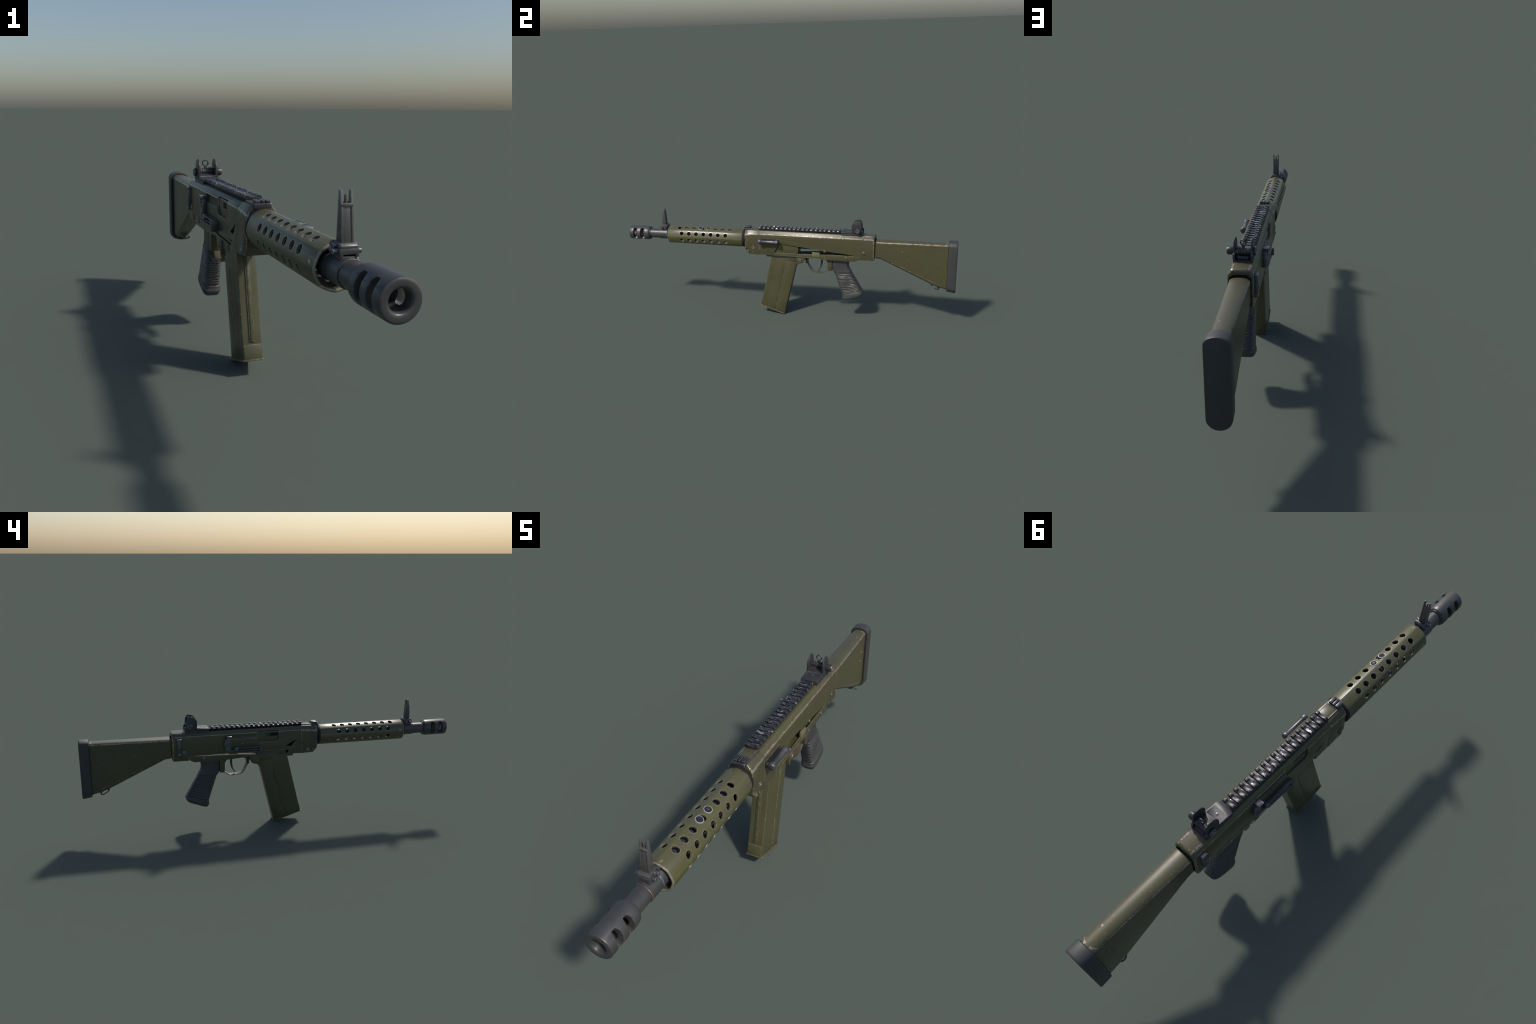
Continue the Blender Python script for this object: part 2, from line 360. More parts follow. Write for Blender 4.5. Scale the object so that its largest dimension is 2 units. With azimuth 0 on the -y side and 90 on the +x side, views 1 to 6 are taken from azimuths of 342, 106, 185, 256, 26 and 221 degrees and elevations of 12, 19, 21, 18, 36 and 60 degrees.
finish(box("magazine_lip", XC - 0.030, XC + 0.030, -0.1065, -0.060, 0.3695, 0.390), M_OLIVE, LOW, bevel=0.0015)
finish(box("patch_plate", XC + 0.036, XC + 0.0446, 0.1760, 0.2215, 0.3905, 0.4168), M_PLATE, LOW, bevel=0.001)
finish(prism("edge_strip", [(-0.20, 0.3850), (0.083, 0.3838), (0.14, 0.3818), (0.262, 0.3742), (0.262, 0.3768), (0.14, 0.3846), (0.083, 0.3866), (-0.20, 0.3880)],
             XC + 0.042, XC + 0.0448), M_OLIVE, LOW, bevel=0.0006)

for side, y, z, x, r, h, mat in [
        (1, 0.4790, 0.4285, XR, 0.0105, 0.0045, M_BOLT), (1, 0.3775, 0.3935, XC + 0.0432, 0.0078, 0.0040, M_BOLT), (1, -0.1835, 0.4268, XR + 0.001, 0.0112, 0.0030, M_OLIVE),
        (1, 0.0730, 0.4058, XC + 0.0425, 0.0060, 0.0040, M_BOLT), (1, 0.2510, 0.4290, XR - 0.001, 0.0075, 0.0035, M_OLIVE), (1, 0.2500, 0.3860, XC + 0.0432, 0.0050, 0.0030, M_OLIVE),
        (-1, 0.4795, 0.4300, XL, 0.0105, 0.0045, M_FIT), (-1, 0.3772, 0.3940, XC - 0.0432, 0.0078, 0.0050, M_FIT), (-1, -0.1845, 0.4022, XL - 0.001, 0.0100, 0.0030, M_FIT),
        (-1, -0.2110, 0.4035, XL - 0.001, 0.0070, 0.0050, M_OLIVE), (1, -0.2150, 0.4030, XR + 0.001, 0.0075, 0.0050, M_OLIVE), (1, -0.1900, 0.3975, XR + 0.001, 0.0050, 0.0025, M_OLIVE)]:
    screw(side, y, z, x, r, h, mat, RECV)
finish(box("takedown_tab", XL - 0.003, XL + 0.002, -0.2200, -0.1990, 0.4190, 0.4370), M_STEEL, RECV, bevel=0.001)

# rear latch bar on the left flank
lat = loft("latch_bar", [[(XL - 0.001 + 0.0115 * px, 0.5040 + 0.0108 * py, z) for px, py in ((0.2, -1), (-0.6, -1), (-1, -0.5), (-1, 0.5), (-0.6, 1), (0.2, 1))]
                          for z in (0.4205, 0.5015)])
finish(lat, M_FIT, RECV, bevel=0.0012)
for z0, z1 in ((0.418, 0.4275), (0.4945, 0.5035)):
    finish(box("latch_hinge", XL - 0.0138, XL + 0.002, 0.4915, 0.5160, z0, z1), M_FIT, RECV, bevel=0.002)

# folding lever on the left flank: tab, crank arm and slotted handle
lev = finish(box("lever_tab", XL - 0.0240, XL + 0.002, 0.2340, 0.2580, 0.4930, 0.5055), M_FIT, ROOT, bevel=0.0015)
lev.name = "cocking_lever"
finish(rod("lever_pivot", (XL + 0.002, 0.2520, 0.4850), (XL - 0.0215, 0.2520, 0.4850), 0.0075), M_FIT, lev, bevel=0.001)
finish(prism("lever_arm", [(0.240, 0.495), (0.236, 0.468), (0.240, 0.448), (0.238, 0.432), (0.246, 0.4245), (0.258, 0.4250), (0.268, 0.4330), (0.2695, 0.4500), (0.2735, 0.4650), (0.268, 0.4820), (0.254, 0.495)],
             XL - 0.0165, XL + 0.001), M_FIT, lev, bevel=0.002)
finish(rod("lever_boss", (XL, 0.255, 0.4700), (XL - 0.0195, 0.255, 0.4700), 0.0085, 6), M_FIT, lev, bevel=0.001)
finish(rod("lever_boss", (XL, 0.2525, 0.4365), (XL - 0.0195, 0.2525, 0.4365), 0.0085, 6), M_FIT, lev, bevel=0.001)
finish(prism("lever_link", [(0.2050, 0.4255), (0.2480, 0.4225), (0.2480, 0.4290), (0.2050, 0.4330)], XL - 0.0150, XL), M_STEEL, lev, bevel=0.001)
finish(rod("lever_knob", (XL, 0.2095, 0.4340), (XL - 0.0200, 0.2095, 0.4340), 0.0118, 6), M_FIT, lev, bevel=0.0015)
handle = prism("lever_handle", [(0.0720, 0.4130), (0.0760, 0.4080), (0.2050, 0.4140), (0.2050, 0.4425), (0.0800, 0.4425), (0.0720, 0.4360)], XL - 0.0190, XL)
hc = box("hc", XL - 0.03, XL - 0.0080, 0.0870, 0.2000, 0.4195, 0.4365)
finish(handle, M_STEEL, lev, bevel=0.0015, cuts=[hc])
finish(box("lever_handle_rail", XL - 0.0165, XL - 0.004, 0.0860, 0.2020, 0.4240, 0.4290), M_STEEL, lev, bevel=0.001)
finish(prism("lever_end", [(0.0712, 0.4065), (0.0880, 0.4110), (0.0880, 0.4405), (0.0790, 0.4405), (0.0712, 0.4340)], XL - 0.0258, XL - 0.002), M_STEEL, lev, bevel=0.0025)

# cocking handle on the right flank: dumbbell grip on two stubs
hx, hz = 0.0628, 0.4740
def dumbbell(y0, y1):
    prof = [(y0, 0.0001), (y0, 0.0105), (y0 + 0.002, 0.0133), (y0 + 0.007, 0.0145), (y0 + 0.016, 0.0143), (y0 + 0.021, 0.0125), (y0 + 0.026, 0.0106),
            (y1 - 0.024, 0.0102), (y1 - 0.019, 0.0118), (y1 - 0.015, 0.0136), (y1 - 0.006, 0.0138), (y1 - 0.002, 0.0126), (y1, 0.0095), (y1, 0.0001)]
    seg = 32
    return loft("cocking_handle", [[(hx + r * math.sin(2 * pi * i / seg), y, hz + r * math.cos(2 * pi * i / seg)) for i in range(seg)] for y, r in prof])
CH = finish(dumbbell(-0.1450, -0.0210), M_FIT, ROOT, angle=50)
for y in (-0.132, -0.034):
    finish(rod("handle_stub", (XR - 0.003, y, hz), (hx, y, hz), 0.0085), M_STEEL, CH, bevel=0.001)
finish(box("handle_shadow_block", XR - 0.001, hx - 0.002, -0.1330, -0.0300, 0.4665, 0.4815), M_BLACK, CH)  # black solid modelling the shade between handle and receiver
finish(box("handle_shadow_plate", XR - 0.001, XR + 0.0022, -0.1420, -0.0240, 0.4620, 0.4850), M_BLACK, CH, bevel=0.001)

# ------------------------------------------------------------------ top rail
RX = XC
rail_sec = [(-0.0215, 0.5305), (0.0215, 0.5305), (0.0215, 0.5365), (0.0268, 0.5395), (0.0268, 0.5420), (0.0245, 0.5432), (-0.0245, 0.5432), (-0.0268, 0.5420), (-0.0268, 0.5395), (-0.0215, 0.5365)]
rail = finish(loft("top_rail", [[(RX + x, y, z) for x, z in rail_sec] for y in (-0.1520, 0.3480)]), M_RAILBASE, bevel=0.0006)
tooth_sec = [(-0.0262, 0.0), (0.0262, 0.0), (0.0270, 0.0035), (0.0225, 0.0095), (0.0118, 0.0095), (0.0105, 0.0058), (-0.0105, 0.0058), (-0.0118, 0.0095), (-0.0225, 0.0095), (-0.0270, 0.0035)]
tooth_me = None
NT = 19; pitch = 0.02625; y_first = -0.1440
for i in range(NT):
    if tooth_me is None:
        o = loft("rail_tooth", [[(x, y, z) for x, z in tooth_sec] for y in (-0.0070, 0.0070)])
        finish(o, M_TOOTH, rail, bevel=0.0008); tooth_me = o.data
    else:
        o = bpy.data.objects.new("rail_tooth", tooth_me); bpy.context.scene.collection.objects.link(o); o.parent = rail
    o.location = (RX + random.uniform(-0.0003, 0.0003), y_first + i * pitch, 0.5412)
    o.scale = (1, random.uniform(0.93, 1.07), random.uniform(0.95, 1.03))
for i in range(NT - 1):      # shallow ribs lying in the channel between the teeth
    o = box("channel_rib", RX - 0.0085, RX + 0.0085, y_first + (i + .5) * pitch - 0.0015, y_first + (i + .5) * pitch + 0.0015, 0.5420, 0.5447)
    finish(o, M_TOOTH, rail, bevel=0.0004)
# small mount block ahead of the rail
lug = finish(box("rail_mount", XC - 0.0245, XC + 0.0235, -0.2460, -0.2060, 0.5240, 0.5385), M_RAIL, bevel=0.0012)
for x0, x1 in ((-0.0215, -0.0085), (-0.0045, 0.0045), (0.0085, 0.0205)):
    finish(box("mount_tooth", XC + x0, XC + x1, -0.2420, -0.2100, 0.5370, 0.5465), M_RAIL, lug, bevel=0.001)

# ------------------------------------------------------------------ rear sight
rs = prism("rear_sight", [(0.3465, 0.5310), (0.3465, 0.5470), (0.3560, 0.5490), (0.4060, 0.5530), (0.4250, 0.5590), (0.4690, 0.5590), (0.4705, 0.5330), (0.4690, 0.5310)], XC - 0.0345, XC + 0.0345)
rs_cut = box("rs_cut", XC - 0.0275, XC + 0.0275, 0.4420, 0.49, 0.5365, 0.58)
rs_cut2 = box("rs_cut2", XC - 0.0290, XC + 0.0290, 0.3580, 0.4040, 0.5500, 0.58)
RS = finish(rs, M_SIGHT, bevel=0.0015, cuts=[rs_cut, rs_cut2])
finish(box("sight_foot", XC - 0.0352, XC + 0.0352, 0.3470, 0.4700, 0.5285, 0.5345), M_SIGHT, RS, bevel=0.001)
wing = [(0.4070, 0.5450), (0.4068, 0.5860), (0.4105, 0.5955), (0.4185, 0.6050), (0.4290, 0.6110), (0.4385, 0.6125), (0.4475, 0.6105), (0.4550, 0.6035), (0.4600, 0.5920), (0.4615, 0.5780), (0.4625, 0.5610), (0.4690, 0.5590), (0.4700, 0.5360)]
for s in (-1, 1):
    o = prism("sight_wing", wing, -1, 1)
    for v in o.data.vertices:                 # thins towards the tip, inner face stays upright
        t = max(0, min(1, (v.co.z - 0.565) / 0.047))
        inner, outer = 0.0268 + 0.0012 * t, 0.0362 - 0.0034 * t
        v.co.x = XC + s * (inner if (v.co.x < 0) == (s > 0) else outer)
    bm = bmesh.new(); bm.from_mesh(o.data); bmesh.ops.recalc_face_normals(bm, faces=bm.faces); bm.to_mesh(o.data); bm.free()
    finish(o, M_SIGHT, RS, bevel=0.0022, segs=3)
def knob(name, x0, x1, y, z, r):
    s = 1 if x1 > x0 else -1; L = abs(x1 - x0); seg = 32
    prof = [(0, r * 0.9), (L * 0.25, r), (L * 0.75, r), (L, r * 0.80), (L, r * 0.66), (L * 0.86, r * 0.58), (L * 0.86, r * 0.34), (L, r * 0.26), (L, 0.0001)]
    return loft(name, [[(x0 + s * d, y + q * math.cos(2 * pi * i / seg), z + q * math.sin(2 * pi * i / seg)) for i in range(seg)] for d, q in prof])
finish(knob("sight_knob", XC + 0.0345, 0.0532, 0.4445, 0.5635, 0.0148), M_KNOB, RS, angle=40)
finish(knob("sight_knob", XC - 0.0345, -0.0506, 0.4445, 0.5635, 0.0148), M_KNOB, RS, angle=40)
finish(rod("sight_drum", (XC - 0.028, 0.4500, 0.5640), (XC + 0.028, 0.4500, 0.5640), 0.0120, 28), M_SIGHT, RS, bevel=0.001)
for x in (-0.018, -0.009, 0.010, 0.019):
    finish(rod("drum_ring", (XC + x - 0.0018, 0.4500, 0.5640), (XC + x + 0.0018, 0.4500, 0.5640), 0.0132, 28), M_SIGHT, RS, bevel=0.0006)
finish(rod("sight_spring", (XC - 0.020, 0.460, 0.5440), (XC + 0.018, 0.460, 0.5440), 0.0075, 20), M_SIGHT, RS, bevel=0.001)
finish(box("detent_block", XC + 0.0110, XC + 0.0230, 0.442, 0.456, 0.570, 0.5800), M_SIGHT, RS, bevel=0.001)
# peep: ring on a stem
pr = []
for k in range(41):
    a = 2 * pi * k / 40
    pr.append((XC + 0.0101 * math.sin(a), 0.4480, 0.5965 + 0.0101 * math.cos(a)))
peep = wire("peep_ring", pr[:-1], 0.0023, 10, True)
finish(peep, M_SIGHT, RS)
finish(box("peep_stem", XC - 0.0052, XC + 0.0052, 0.4455, 0.4505, 0.5680, 0.5868), M_SIGHT, RS, bevel=0.001)
finish(rod("sight_plate_screw", (XC, 0.384, 0.5490), (XC, 0.384, 0.5522), 0.0045, 16), M_BOLT, RS, bevel=0.0008)

# ------------------------------------------------------------------ handguard
def octo(a):
    """Softly eight-sided outline: flats centred at 22.5 degrees off the ridges."""
    t = (a + 1e-9) % (pi / 4) - pi / 8
    return 1.0 + 0.40 * (1.0 / math.cos(t) - 1.0)
Y0, Y1, RG = -0.7335, -0.2535, 0.0536
ZG = ZB - 0.0008
hg = lathe_y("handguard", [(Y0 + 0.0010, RG - 0.0060), (Y0 + 0.0010, RG - 0.0025), (Y0 + 0.0035, RG), (-0.55, RG), (-0.40, RG), (Y1 - 0.006, RG), (Y1, RG - 0.002), (Y1, RG - 0.0060)], cz=ZG, seg=96, shape=octo)
holes = []
HR = 0.0124
for ang in (22.5, -22.5, 65.5, -65.5, 113.5, -113.5, 157.5, -157.5):
    eight = abs(ang) < 30 or abs(ang) > 150
    n, ya, yb = (8, -0.3355, -0.6610) if eight else (7, -0.3570, -0.6402)
    for k in range(n):
        y = ya + (yb - ya) * k / (n - 1)
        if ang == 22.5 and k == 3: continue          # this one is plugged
        if ang == 22.5 and k == 4: y += 0.010
        a = math.radians(ang); d = Vector((math.sin(a), 0, math.cos(a)))
        c = Vector((XC, y, ZB))
        holes.append(rod("hole", c + d * 0.040, c + d * 0.062, HR * 0.93, 24, HR * 1.07))
hcut = joined(holes, "hole_cutter")
HG = finish(hg, M_GUARD, bevel=0.0008, cuts=[hcut], segs=1, limit=45, angle=30)
a = math.radians(18.5); d = Vector((math.sin(a), 0, math.cos(a)))
for y in (-0.4745, -0.5250):
    c = Vector((XC, y, ZB))
    finish(rod("guard_ring", c + d * 0.0515, c + d * 0.0552, 0.0140, 28), M_PALE, HG)
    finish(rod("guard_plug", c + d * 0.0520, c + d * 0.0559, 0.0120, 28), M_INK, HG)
finish(rod("guard_plug_stud", Vector((XC, -0.4745, ZB)) + d * 0.052, Vector((XC, -0.4745, ZB)) + d * 0.0568, 0.005, 16), M_STEEL, HG)
finish(lathe_y("guard_rim", [(Y0 + 0.004, RG - 0.0085), (Y0 - 0.0005, RG - 0.0078), (Y0 - 0.0022, RG - 0.0055), (Y0 - 0.0016, RG - 0.0022), (Y0 + 0.0012, RG - 0.0004), (Y0 + 0.004, RG - 0.003)], cz=ZG, seg=96, shape=octo), M_RIM, HG, angle=50)
# dark joint behind the handguard
finish(lathe_y("guard_joint", [(-0.2640, 0.020), (-0.2640, 0.0480), (-0.2560, 0.0480), (-0.2530, 0.0530), (-0.2450, 0.0540), (-0.2400, 0.0515), (-0.2366, 0.0500), (-0.2366, 0.0430), (-0.2300, 0.0430), (-0.2300, 0.020)], seg=64), M_BLACK, RECV, angle=40)

# ------------------------------------------------------------------ barrel and muzzle brake
BR = 0.0290
barrel = finish(lathe_y("barrel", [(-0.882, 0.0120), (-0.882, BR), (-0.815, BR), (-0.805, BR), (-0.744, BR), (-0.735, BR + 0.004), (-0.7, BR + 0.004), (-0.69, 0.0235), (-0.24, 0.0235), (-0.24, 0.0120)], seg=48), M_STEEL, angle=30)
finish(lathe_y("barrel_collar", [(-0.8035, BR - 0.002), (-0.8035, BR + 0.0018), (-0.8015, BR + 0.0034), (-0.7500, BR + 0.0034), (-0.7475, BR + 0.0018), (-0.7475, BR - 0.002)], seg=48), M_STEEL, barrel, angle=30)
def arc_band(name, y, r, a0, a1, w, mat):
    pts = [(XC + r * math.sin(math.radians(t)), y, ZB + r * math.cos(math.radians(t))) for t in range(a0, a1 + 1, 4)]
    finish(wire(name, pts, w, 8), mat, barrel)
arc_band("copper_band", -0.8030, BR + 0.0028, 42, 112, 0.0016, M_COPPER)
arc_band("blue_band", -0.7485, BR + 0.0026, 40, 104, 0.0015, M_BLUE)
RM, RI = 0.0428, 0.0222
brake = lathe_y("muzzle_brake", [(-0.8635, RI), (-0.8635, 0.0335), (-0.8650, 0.0350), (-0.8680, 0.0350), (-0.8685, 0.0385), (-0.8700, 0.0400), (-0.8740, 0.0408), (-0.8790, RM - 0.0006), (-0.8850, RM), (-0.9960, RM), (-0.9984, RM - 0.0010),
                                 (-0.9996, RM - 0.0030), (-1.0, RM - 0.0055), (-1.0, RI + 0.0085), (-0.9994, RI + 0.0045), (-0.9980, RI + 0.0018), (-0.9950, RI), (-0.975, RI), (-0.93, RI)], seg=72)
slots = []
for s in (-1, 1):
    for yc in (-0.9612, -0.9135):
        seg = []
        for k in range(13):
            t = math.radians(34 + (138 - 34) * k / 12)
            taper = 0.0122 * (0.55 + 0.45 * min(1, min(k, 12 - k) / 1.5))
            ring = [(XC + s * r * math.sin(t), y, ZB + r * math.cos(t)) for r, y in ((0.0150, yc - taper), (0.0150, yc + taper), (0.060, yc + taper), (0.060, yc - taper))]
            seg.append(ring)
        slots.append(loft("slot", seg))
scut = joined(slots, "slot_cutter")
MB = finish(brake, M_STEEL, bevel=0.0008, cuts=[scut], angle=35, limit=50)
finish(rod("bore_plug", (XC, -0.8745, ZB), (XC, -0.871, ZB), 0.030, 32), M_BLACK, MB)

# ------------------------------------------------------------------ front sight
fb = box("front_sight", XC - 0.0212, XC + 0.0212, -0.7930, -0.7470, 0.5040, 0.5215)
fcut = box("fcut", XC - 0.0135, XC + 0.0135, -0.81, -0.730, 0.500, 0.5095)
FS = finish(fb, M_STEEL, bevel=0.0015, cuts=[fcut])
finish(prism("sight_block", [(-0.7900, 0.518), (-0.7915, 0.5265), (-0.7860, 0.5315), (-0.7520, 0.5325), (-0.7470, 0.5290), (-0.7460, 0.518)], XC - 0.0188, XC + 0.0188), M_POST, FS, bevel=0.0015)
finish(box("sight_saddle", XC - 0.0180, XC + 0.0180, -0.7910, -0.7490, 0.4920, 0.5060), M_STEEL, FS, bevel=0.001)
for y, z, L in ((-0.7780, 0.5145, 0.0315), (-0.7580, 0.5165, 0.0285)):
    finish(rod("clamp_bolt", (XC - L, y, z), (XC + L, y, z), 0.0060, 16), M_FIT, FS, bevel=0.0012)
finish(rod("clamp_bolt", (XC - 0.0262, -0.7670, 0.5250), (XC + 0.0250, -0.7670, 0.5250), 0.0064, 16), M_FIT, FS, bevel=0.0012)
finish(prism("sight_ear_base", [(-0.7560, 0.5160), (-0.7440, 0.5160), (-0.7435, 0.5260), (-0.7480, 0.5330), (-0.7560, 0.5335)], XC - 0.0235, XC + 0.0235), M_STEEL, FS, bevel=0.002)
# post: two side plates drawn up into ears, a web between them and a centre pin
for s in (-1, 1):
    side = prism("sight_plate", [(-0.7812, 0.528), (-0.7560, 0.528), (-0.7598, 0.6120), (-0.7612, 0.6360), (-0.7690, 0.6360), (-0.7722, 0.6085), (-0.7757, 0.6040)],
                 XC + 0.0086 if s > 0 else XC - 0.0137, XC + 0.0137 if s > 0 else XC - 0.0086)
    finish(side, M_POST, FS, bevel=0.0008)
finish(prism("sight_web", [(-0.7806, 0.528), (-0.7570, 0.528), (-0.7606, 0.6120), (-0.7735, 0.6060)], XC - 0.0092, XC + 0.0092), M_POST, FS, bevel=0.0006)
finish(box("sight_web_cap", XC - 0.0130, XC + 0.0130, -0.7765, -0.7605, 0.6035, 0.6100), M_POST, FS, bevel=0.0008)
finish(rod("sight_pin", (XC - 0.0005, -0.7670, 0.608), (XC - 0.0005, -0.7670, 0.6270), 0.0030, 14), M_POST, FS, bevel=0.0006)

# ------------------------------------------------------------------ magazine
MH = 0.0315
def mag_pt(s, t):
    """s: 0 front edge .. 1 rear edge, t: 0 top .. 1 bottom, in the side plane."""
    F0, F1 = Vector((-0.0715, 0.3840)), Vector((-0.1537, 0.0478))
    R0, R1 = Vector((0.0880, 0.3840)), Vector((-0.0050, 0.0003))
    f = F0.lerp(F1, t); r = R0.lerp(R1, t)
    return f.lerp(r, s)
mag_sec = [(0.0, -MH + 0.003), (0.0, MH - 0.003), (0.02, MH - 0.0006), (0.19, MH - 0.0034), (0.23, MH - 0.0034), (0.40, MH - 0.0014), (0.585, MH - 0.0012),
           (0.595, MH - 0.0032), (0.604, MH - 0.0032), (0.612, MH + 0.0003), (0.97, MH - 0.0034), (1.0, MH - 0.005)]
mag_sec = mag_sec + [(s, -x) for s, x in reversed(mag_sec[2:])]
rings = []
for t in (0.0, 0.25, 0.5, 0.75, 1.0):
    rings.append([(XC + x, *mag_pt(s, t)) for s, x in mag_sec])
mag = finish(loft("magazine", rings), M_MAG, bevel=0.0006, limit=20, angle=25)
def slab(name, s0, s1, t0, t1, h, mat, par, bev):
    poly = [mag_pt(s0, t0), mag_pt(s1, t0), mag_pt(s1, t1), mag_pt(s0, t1)]
    return finish(prism(name, poly, XC - h, XC + h), mat, par, bevel=bev)
slab("magazine_rib", -0.020, 0.10, 0.0, 0.835, 0.0085, M_MAG, mag, 0.0015)
slab("magazine_rib", -0.030, 0.10, 0.0, 0.825, 0.0035, M_MAG, mag, 0.001)
slab("magazine_toe", -0.010, 0.30, 0.855, 0.99, MH - 0.0040, M_MAG, mag, 0.0012)
slab("floor_plate", -0.018, 1.012, 0.985, 1.0, MH + 0.0016, M_MAG, mag, 0.001)
slab("magazine_collar", 0.55, 1.0, 0.0, 0.085, MH + 0.0010, M_MAG, mag, 0.0008)
# magazine catch
mc = prism("magazine_catch", [(0.080, 0.386), (0.1340, 0.384), (0.1290, 0.3600), (0.1190, 0.3450), (0.1060, 0.3400), (0.0905, 0.3400), (0.0840, 0.3250), (0.0800, 0.3420)], XC - 0.0395, XC + 0.0395)
MC = finish(mc, M_OLIVE, LOW, bevel=0.0025)
screw(1, 0.0985, 0.3635, XC + 0.0392, 0.0125, 0.0035, M_OLIVE, LOW, "catch_pin")
screw(-1, 0.0985, 0.3635, XC - 0.0392, 0.0125, 0.0035, M_OLIVE, LOW, "catch_pin")

# ------------------------------------------------------------------ trigger group
guard_pts = [(0.1390, 0.3800), (0.1390, 0.3560), (0.1400, 0.3380), (0.1490, 0.3200), (0.1580, 0.3040), (0.1660, 0.2930), (0.1770, 0.2850), (0.2000, 0.2822), (0.2310, 0.2810), (0.2450, 0.2860), (0.2600, 0.2975), (0.2760, 0.3060)]
def strap(name, pts, th, h, mat, par):
    P = [Vector(p) for p in pts]; out, inn = [], []
    for i, p in enumerate(P):
        t = (P[min(i + 1, len(P) - 1)] - P[max(i - 1, 0)]).normalized(); n = Vector((-t.y, t.x))
        w = th[i] if isinstance(th, (list, tuple)) else th
        out.append(p + n * w / 2); inn.append(p - n * w / 2)
    return finish(prism(name, out + inn[::-1], XC - h, XC + h), mat, par, bevel=0.001)
TG = strap("trigger_guard", guard_pts, 0.0044, 0.0165, M_GUARDSTRAP, None)
finish(box("guard_post", XC - 0.0165, XC + 0.0165, 0.1310, 0.1440, 0.337, 0.384), M_OLIVE, TG, bevel=0.0015)
finish(prism("guard_block", [(0.2480, 0.378), (0.2905, 0.376), (0.2905, 0.3010), (0.2685, 0.3010), (0.2645, 0.3090), (0.2640, 0.3540), (0.2560, 0.3660)], XC - 0.0260, XC + 0.0260), M_OLIVE, TG, bevel=0.002)
finish(prism("guard_fillet", [(0.1440, 0.382), (0.1440, 0.352), (0.1490, 0.366), (0.1580, 0.373), (0.1750, 0.374), (0.2500, 0.370), (0.2640, 0.356), (0.2700, 0.382)], XC - 0.0200, XC + 0.0200), M_OLIVE, TG, bevel=0.001)
trig = [(0.2260, 0.3780), (0.2265, 0.3550), (0.2260, 0.3380), (0.2220, 0.3200), (0.2140, 0.3030), (0.2030, 0.2915)]
strap("trigger", trig, [0.012, 0.0115, 0.0098, 0.0078, 0.0058, 0.0030], 0.0060, M_SIGHT, None)

# ------------------------------------------------------------------ pistol grip
grip_st = [  # front (y, z), rear (y, z), half width, squareness
    ((0.2895, 0.3800), (0.3930, 0.3800), 0.0262, 5.0), ((0.2895, 0.3600), (0.3910, 0.3610), 0.0262, 5.0), ((0.2895, 0.3340), (0.3870, 0.3420), 0.0264, 5.0),
    ((0.2900, 0.3120), (0.3890, 0.3262), 0.0270, 4.5), ((0.2955, 0.2990), (0.3955, 0.3125), 0.0282, 4.0), ((0.3035, 0.2900), (0.4040, 0.3000), 0.0298, 3.8),
    ((0.3110, 0.2690), (0.4138, 0.2825), 0.0304, 3.8), ((0.3480, 0.1560), (0.4685, 0.1880), 0.0318, 3.8), ((0.3505, 0.1440), (0.4722, 0.1800), 0.0328, 3.8),
    ((0.3490, 0.1320), (0.4745, 0.1720), 0.0348, 4.0), ((0.3530, 0.1225), (0.4720, 0.1615), 0.0348, 4.0), ((0.3600, 0.1145), (0.4650, 0.1515), 0.0310, 4.0), ((0.3690, 0.1135), (0.4570, 0.1480), 0.0250, 4.0)]
def grip_at(u):
    k = min(int(u), len(grip_st) - 2); f = u - k
    A, B = grip_st[k], grip_st[k + 1]
    L = lambda a, b: a + (b - a) * f
    return (Vector((L(A[0][0], B[0][0]), L(A[0][1], B[0][1]))), Vector((L(A[1][0], B[1][0]), L(A[1][1], B[1][1]))), L(A[2], B[2]), L(A[3], B[3]))
rings = []; SEG = 56
us = [i * 0.5 for i in range(0, 11)] + [5 + 3.0 * i / 150 for i in range(1, 151)] + [8 + i * 0.25 for i in range(1, 17)]
NR = 15
for u in us:
    F, R, hw, ex = grip_at(u)
    c = (F + R) / 2; hl = (R - F).length / 2; ax = (R - F).normalized()
    # arc length through the ridged zone, so ridges keep an even pitch
    z01 = None
    if 5.0 <= u <= 8.0:
        z01 = (0.290 - F.y) / (0.290 - 0.146)
    ring = []
    for i in range(SEG):
        a = 2 * pi * i / SEG; ca, sa = math.cos(a), math.sin(a)
        px = math.copysign(abs(sa) ** (2 / ex), sa); py = math.copysign(abs(ca) ** (2 / ex), ca)
        k = 1.0
        if z01 is not None:
            ph = (z01 * NR + 0.30 * math.sin(2.3 * py + 1.0 + z01 * 5) + 0.16 * math.sin(4 * px + 9 * z01) + 0.10 * math.sin(31 * z01)) % 1.0
            prof = 1 - abs(2 * ph - 1); prof = prof ** 0.6
            fade = min(1, z01 / 0.03, (1 - z01) / 0.03)
            k = -0.0034 * (1 - prof) * max(0, fade)
        else: k = 0.0
        dx = px * (hw + k); dl = py * (hl + k)
        p = c + ax * dl
        ring.append((XC + dx, p.x, p.y))
    rings.append(ring)
finish(loft("pistol_grip", rings), M_GRIP, angle=40)
finish(rod("grip_screw", (XC - 0.0285, 0.3480, 0.3190), (XC + 0.0285, 0.3480, 0.3190), 0.0040, 12), M_GRIP, bpy.data.objects["pistol_grip"])

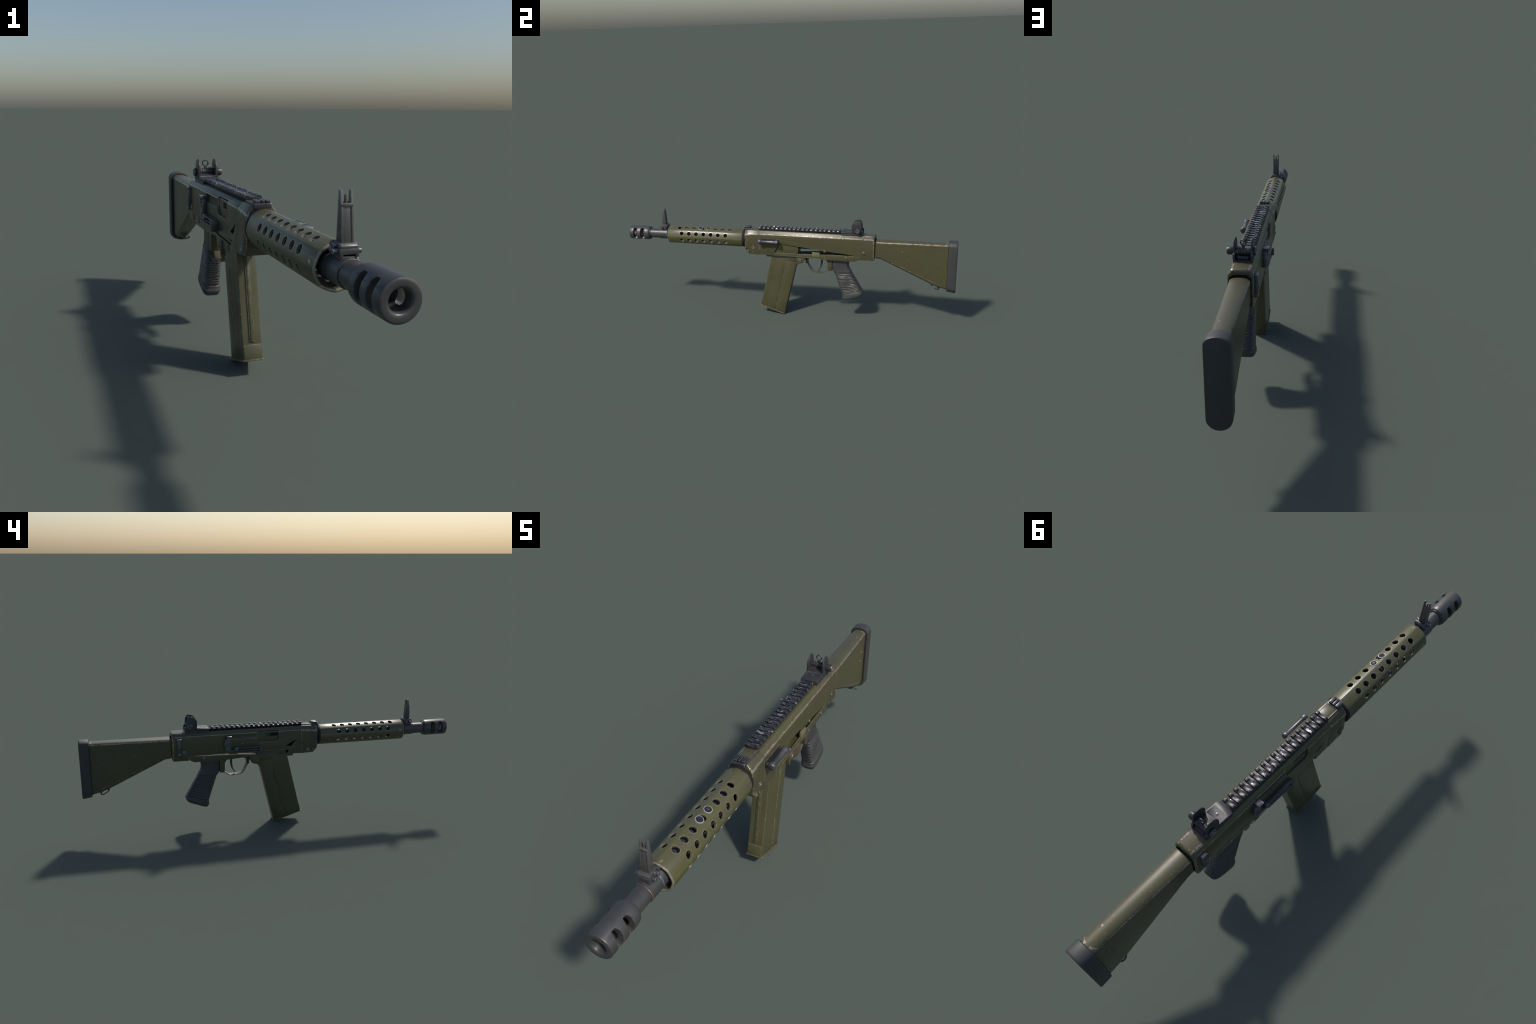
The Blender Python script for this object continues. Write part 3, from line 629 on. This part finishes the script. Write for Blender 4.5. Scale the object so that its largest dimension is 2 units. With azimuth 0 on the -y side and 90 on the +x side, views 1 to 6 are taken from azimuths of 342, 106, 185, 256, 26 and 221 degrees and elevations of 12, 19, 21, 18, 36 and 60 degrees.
# ------------------------------------------------------------------ shoulder stock
def lerp_table(tab, y):
    for (a, *va), (b, *vb) in zip(tab, tab[1:]):
        if y <= b:
            f = max(0, (y - a) / (b - a)); return [p + (q - p) * f for p, q in zip(va, vb)]
    return list(tab[-1][1:])
stock_tab = [  # y, half width, shoulder z, crown z, underside z
    (0.533, 0.0362, 0.4935, 0.5055, 0.3965), (0.560, 0.0360, 0.4935, 0.5058, 0.3960), (0.578, 0.0357, 0.4935, 0.5058, 0.3930), (0.595, 0.0354, 0.4935, 0.5058, 0.3845),
    (0.760, 0.0325, 0.4937, 0.5064, 0.3068), (0.866, 0.0307, 0.4938, 0.5066, 0.2565), (0.905, 0.0300, 0.4938, 0.5066, 0.2420), (0.955, 0.0292, 0.4938, 0.5066, 0.2300)]
rings = []
ys = [0.533, 0.5440, 0.5445, 0.5460, 0.56, 0.569, 0.578, 0.5865, 0.595] + [0.595 + 0.36 * i / 24 for i in range(1, 25)]
for y in ys:
    h, zs, zc, zb = lerp_table(stock_tab, y)
    if y < 0.5442: h, zs, zc, zb = h - 0.009, zs - 0.009, zc - 0.012, zb + 0.009      # neck inside the socket
    elif y < 0.5455: h, zs, zc, zb = h - 0.0015, zs - 0.001, zc - 0.0015, zb + 0.0015
    side = []
    rb = 0.016                                                   # rounded underside
    for a in range(0, 91, 15):
        t = math.radians(a); side.append((h - rb + rb * math.sin(t), zb + rb * (1 - math.cos(t))))
    side += [(h, (zb + rb + zs) / 2), (h, zs - 0.004)]
    for k in range(11):                                          # rounded shoulder running into a low arched top
        t = k / 10 * pi / 2
        side.append((h * math.cos(t), zs - 0.001 + (zc - zs + 0.001) * math.sin(t)))
    ring = [(XC + x, y, z) for x, z in side] + [(XC - x, y, z) for x, z in reversed(side[:-1])]
    rings.append(ring)
ST = finish(loft("stock", rings), M_STOCK, angle=24)
for s in (-1, 1):
    for y, z in ((0.9105, 0.4180), (0.8985, 0.3780)):
        h = lerp_table(stock_tab, y)[0]
        x = XC + s * (h - 0.001)
        finish(rod("stock_rivet", (x, y, z), (x + s * 0.0032, y, z), 0.0050, 14, 0.0036), M_BOLT, ST, angle=40)
swv = []
for k in range(28):                                              # flat oval loop lying along the sloping underside
    t = 2 * pi * k / 28
    u = 0.0240 * math.cos(t); w = 0.0270 * math.sin(t)
    swv.append((XC + w, 0.8855 + u * 0.886, 0.2380 - u * 0.464))
finish(wire("sling_swivel", swv, 0.0028, 10, True), M_SIGHT, ST)
for y, z in ((0.8640, 0.2560), (0.9060, 0.2380)):
    finish(rod("swivel_post", (XC, y, z + 0.008), (XC, y + 0.001, z - 0.010), 0.0042, 14), M_SIGHT, ST, bevel=0.0008)

for k in (-1, 1):
    finish(rod("swivel_lug", (XC + k * 0.010, 0.8700, 0.2560), (XC + k * 0.010, 0.8665, 0.2440), 0.0040, 12), M_SIGHT, ST)
# butt pad: rounded slab, softly domed
def pad_ring(y, g, dz=0.0):
    h, zt, zb = 0.0408 + g, 0.5188 + g, 0.2095 - g + dz
    pts = []
    for k in range(17):                                # flat-ish arch on top
        a = pi * k / 16
        pts.append((h * math.cos(a), zt - 0.030 + 0.030 * math.sin(a) ** 0.85 if 0 < k < 16 else zt - 0.030))
    for k in range(17):                                # full round below
        a = pi + pi * k / 16
        pts.append((h * math.cos(a), zb + 0.038 + 0.038 * math.sin(a)))
    return [(XC + x, y, z) for x, z in pts]
BP = finish(loft("butt_pad", [pad_ring(0.9500, -0.0030, 0.007), (pad_ring(0.9515, -0.0006, 0.0068)), pad_ring(0.9545, 0.0, 0.0062), pad_ring(0.9905, 0.0, 0.0004), pad_ring(0.9962, -0.0003, 0.0), pad_ring(0.9988, -0.0016, 0), pad_ring(1.0, -0.0045, 0)]),
            M_RUBBER, angle=30)
finish(loft("pad_groove", [pad_ring(0.9484, -0.0075, 0.008), pad_ring(0.9502, -0.0045, 0.007)]), M_BLACK, BP)
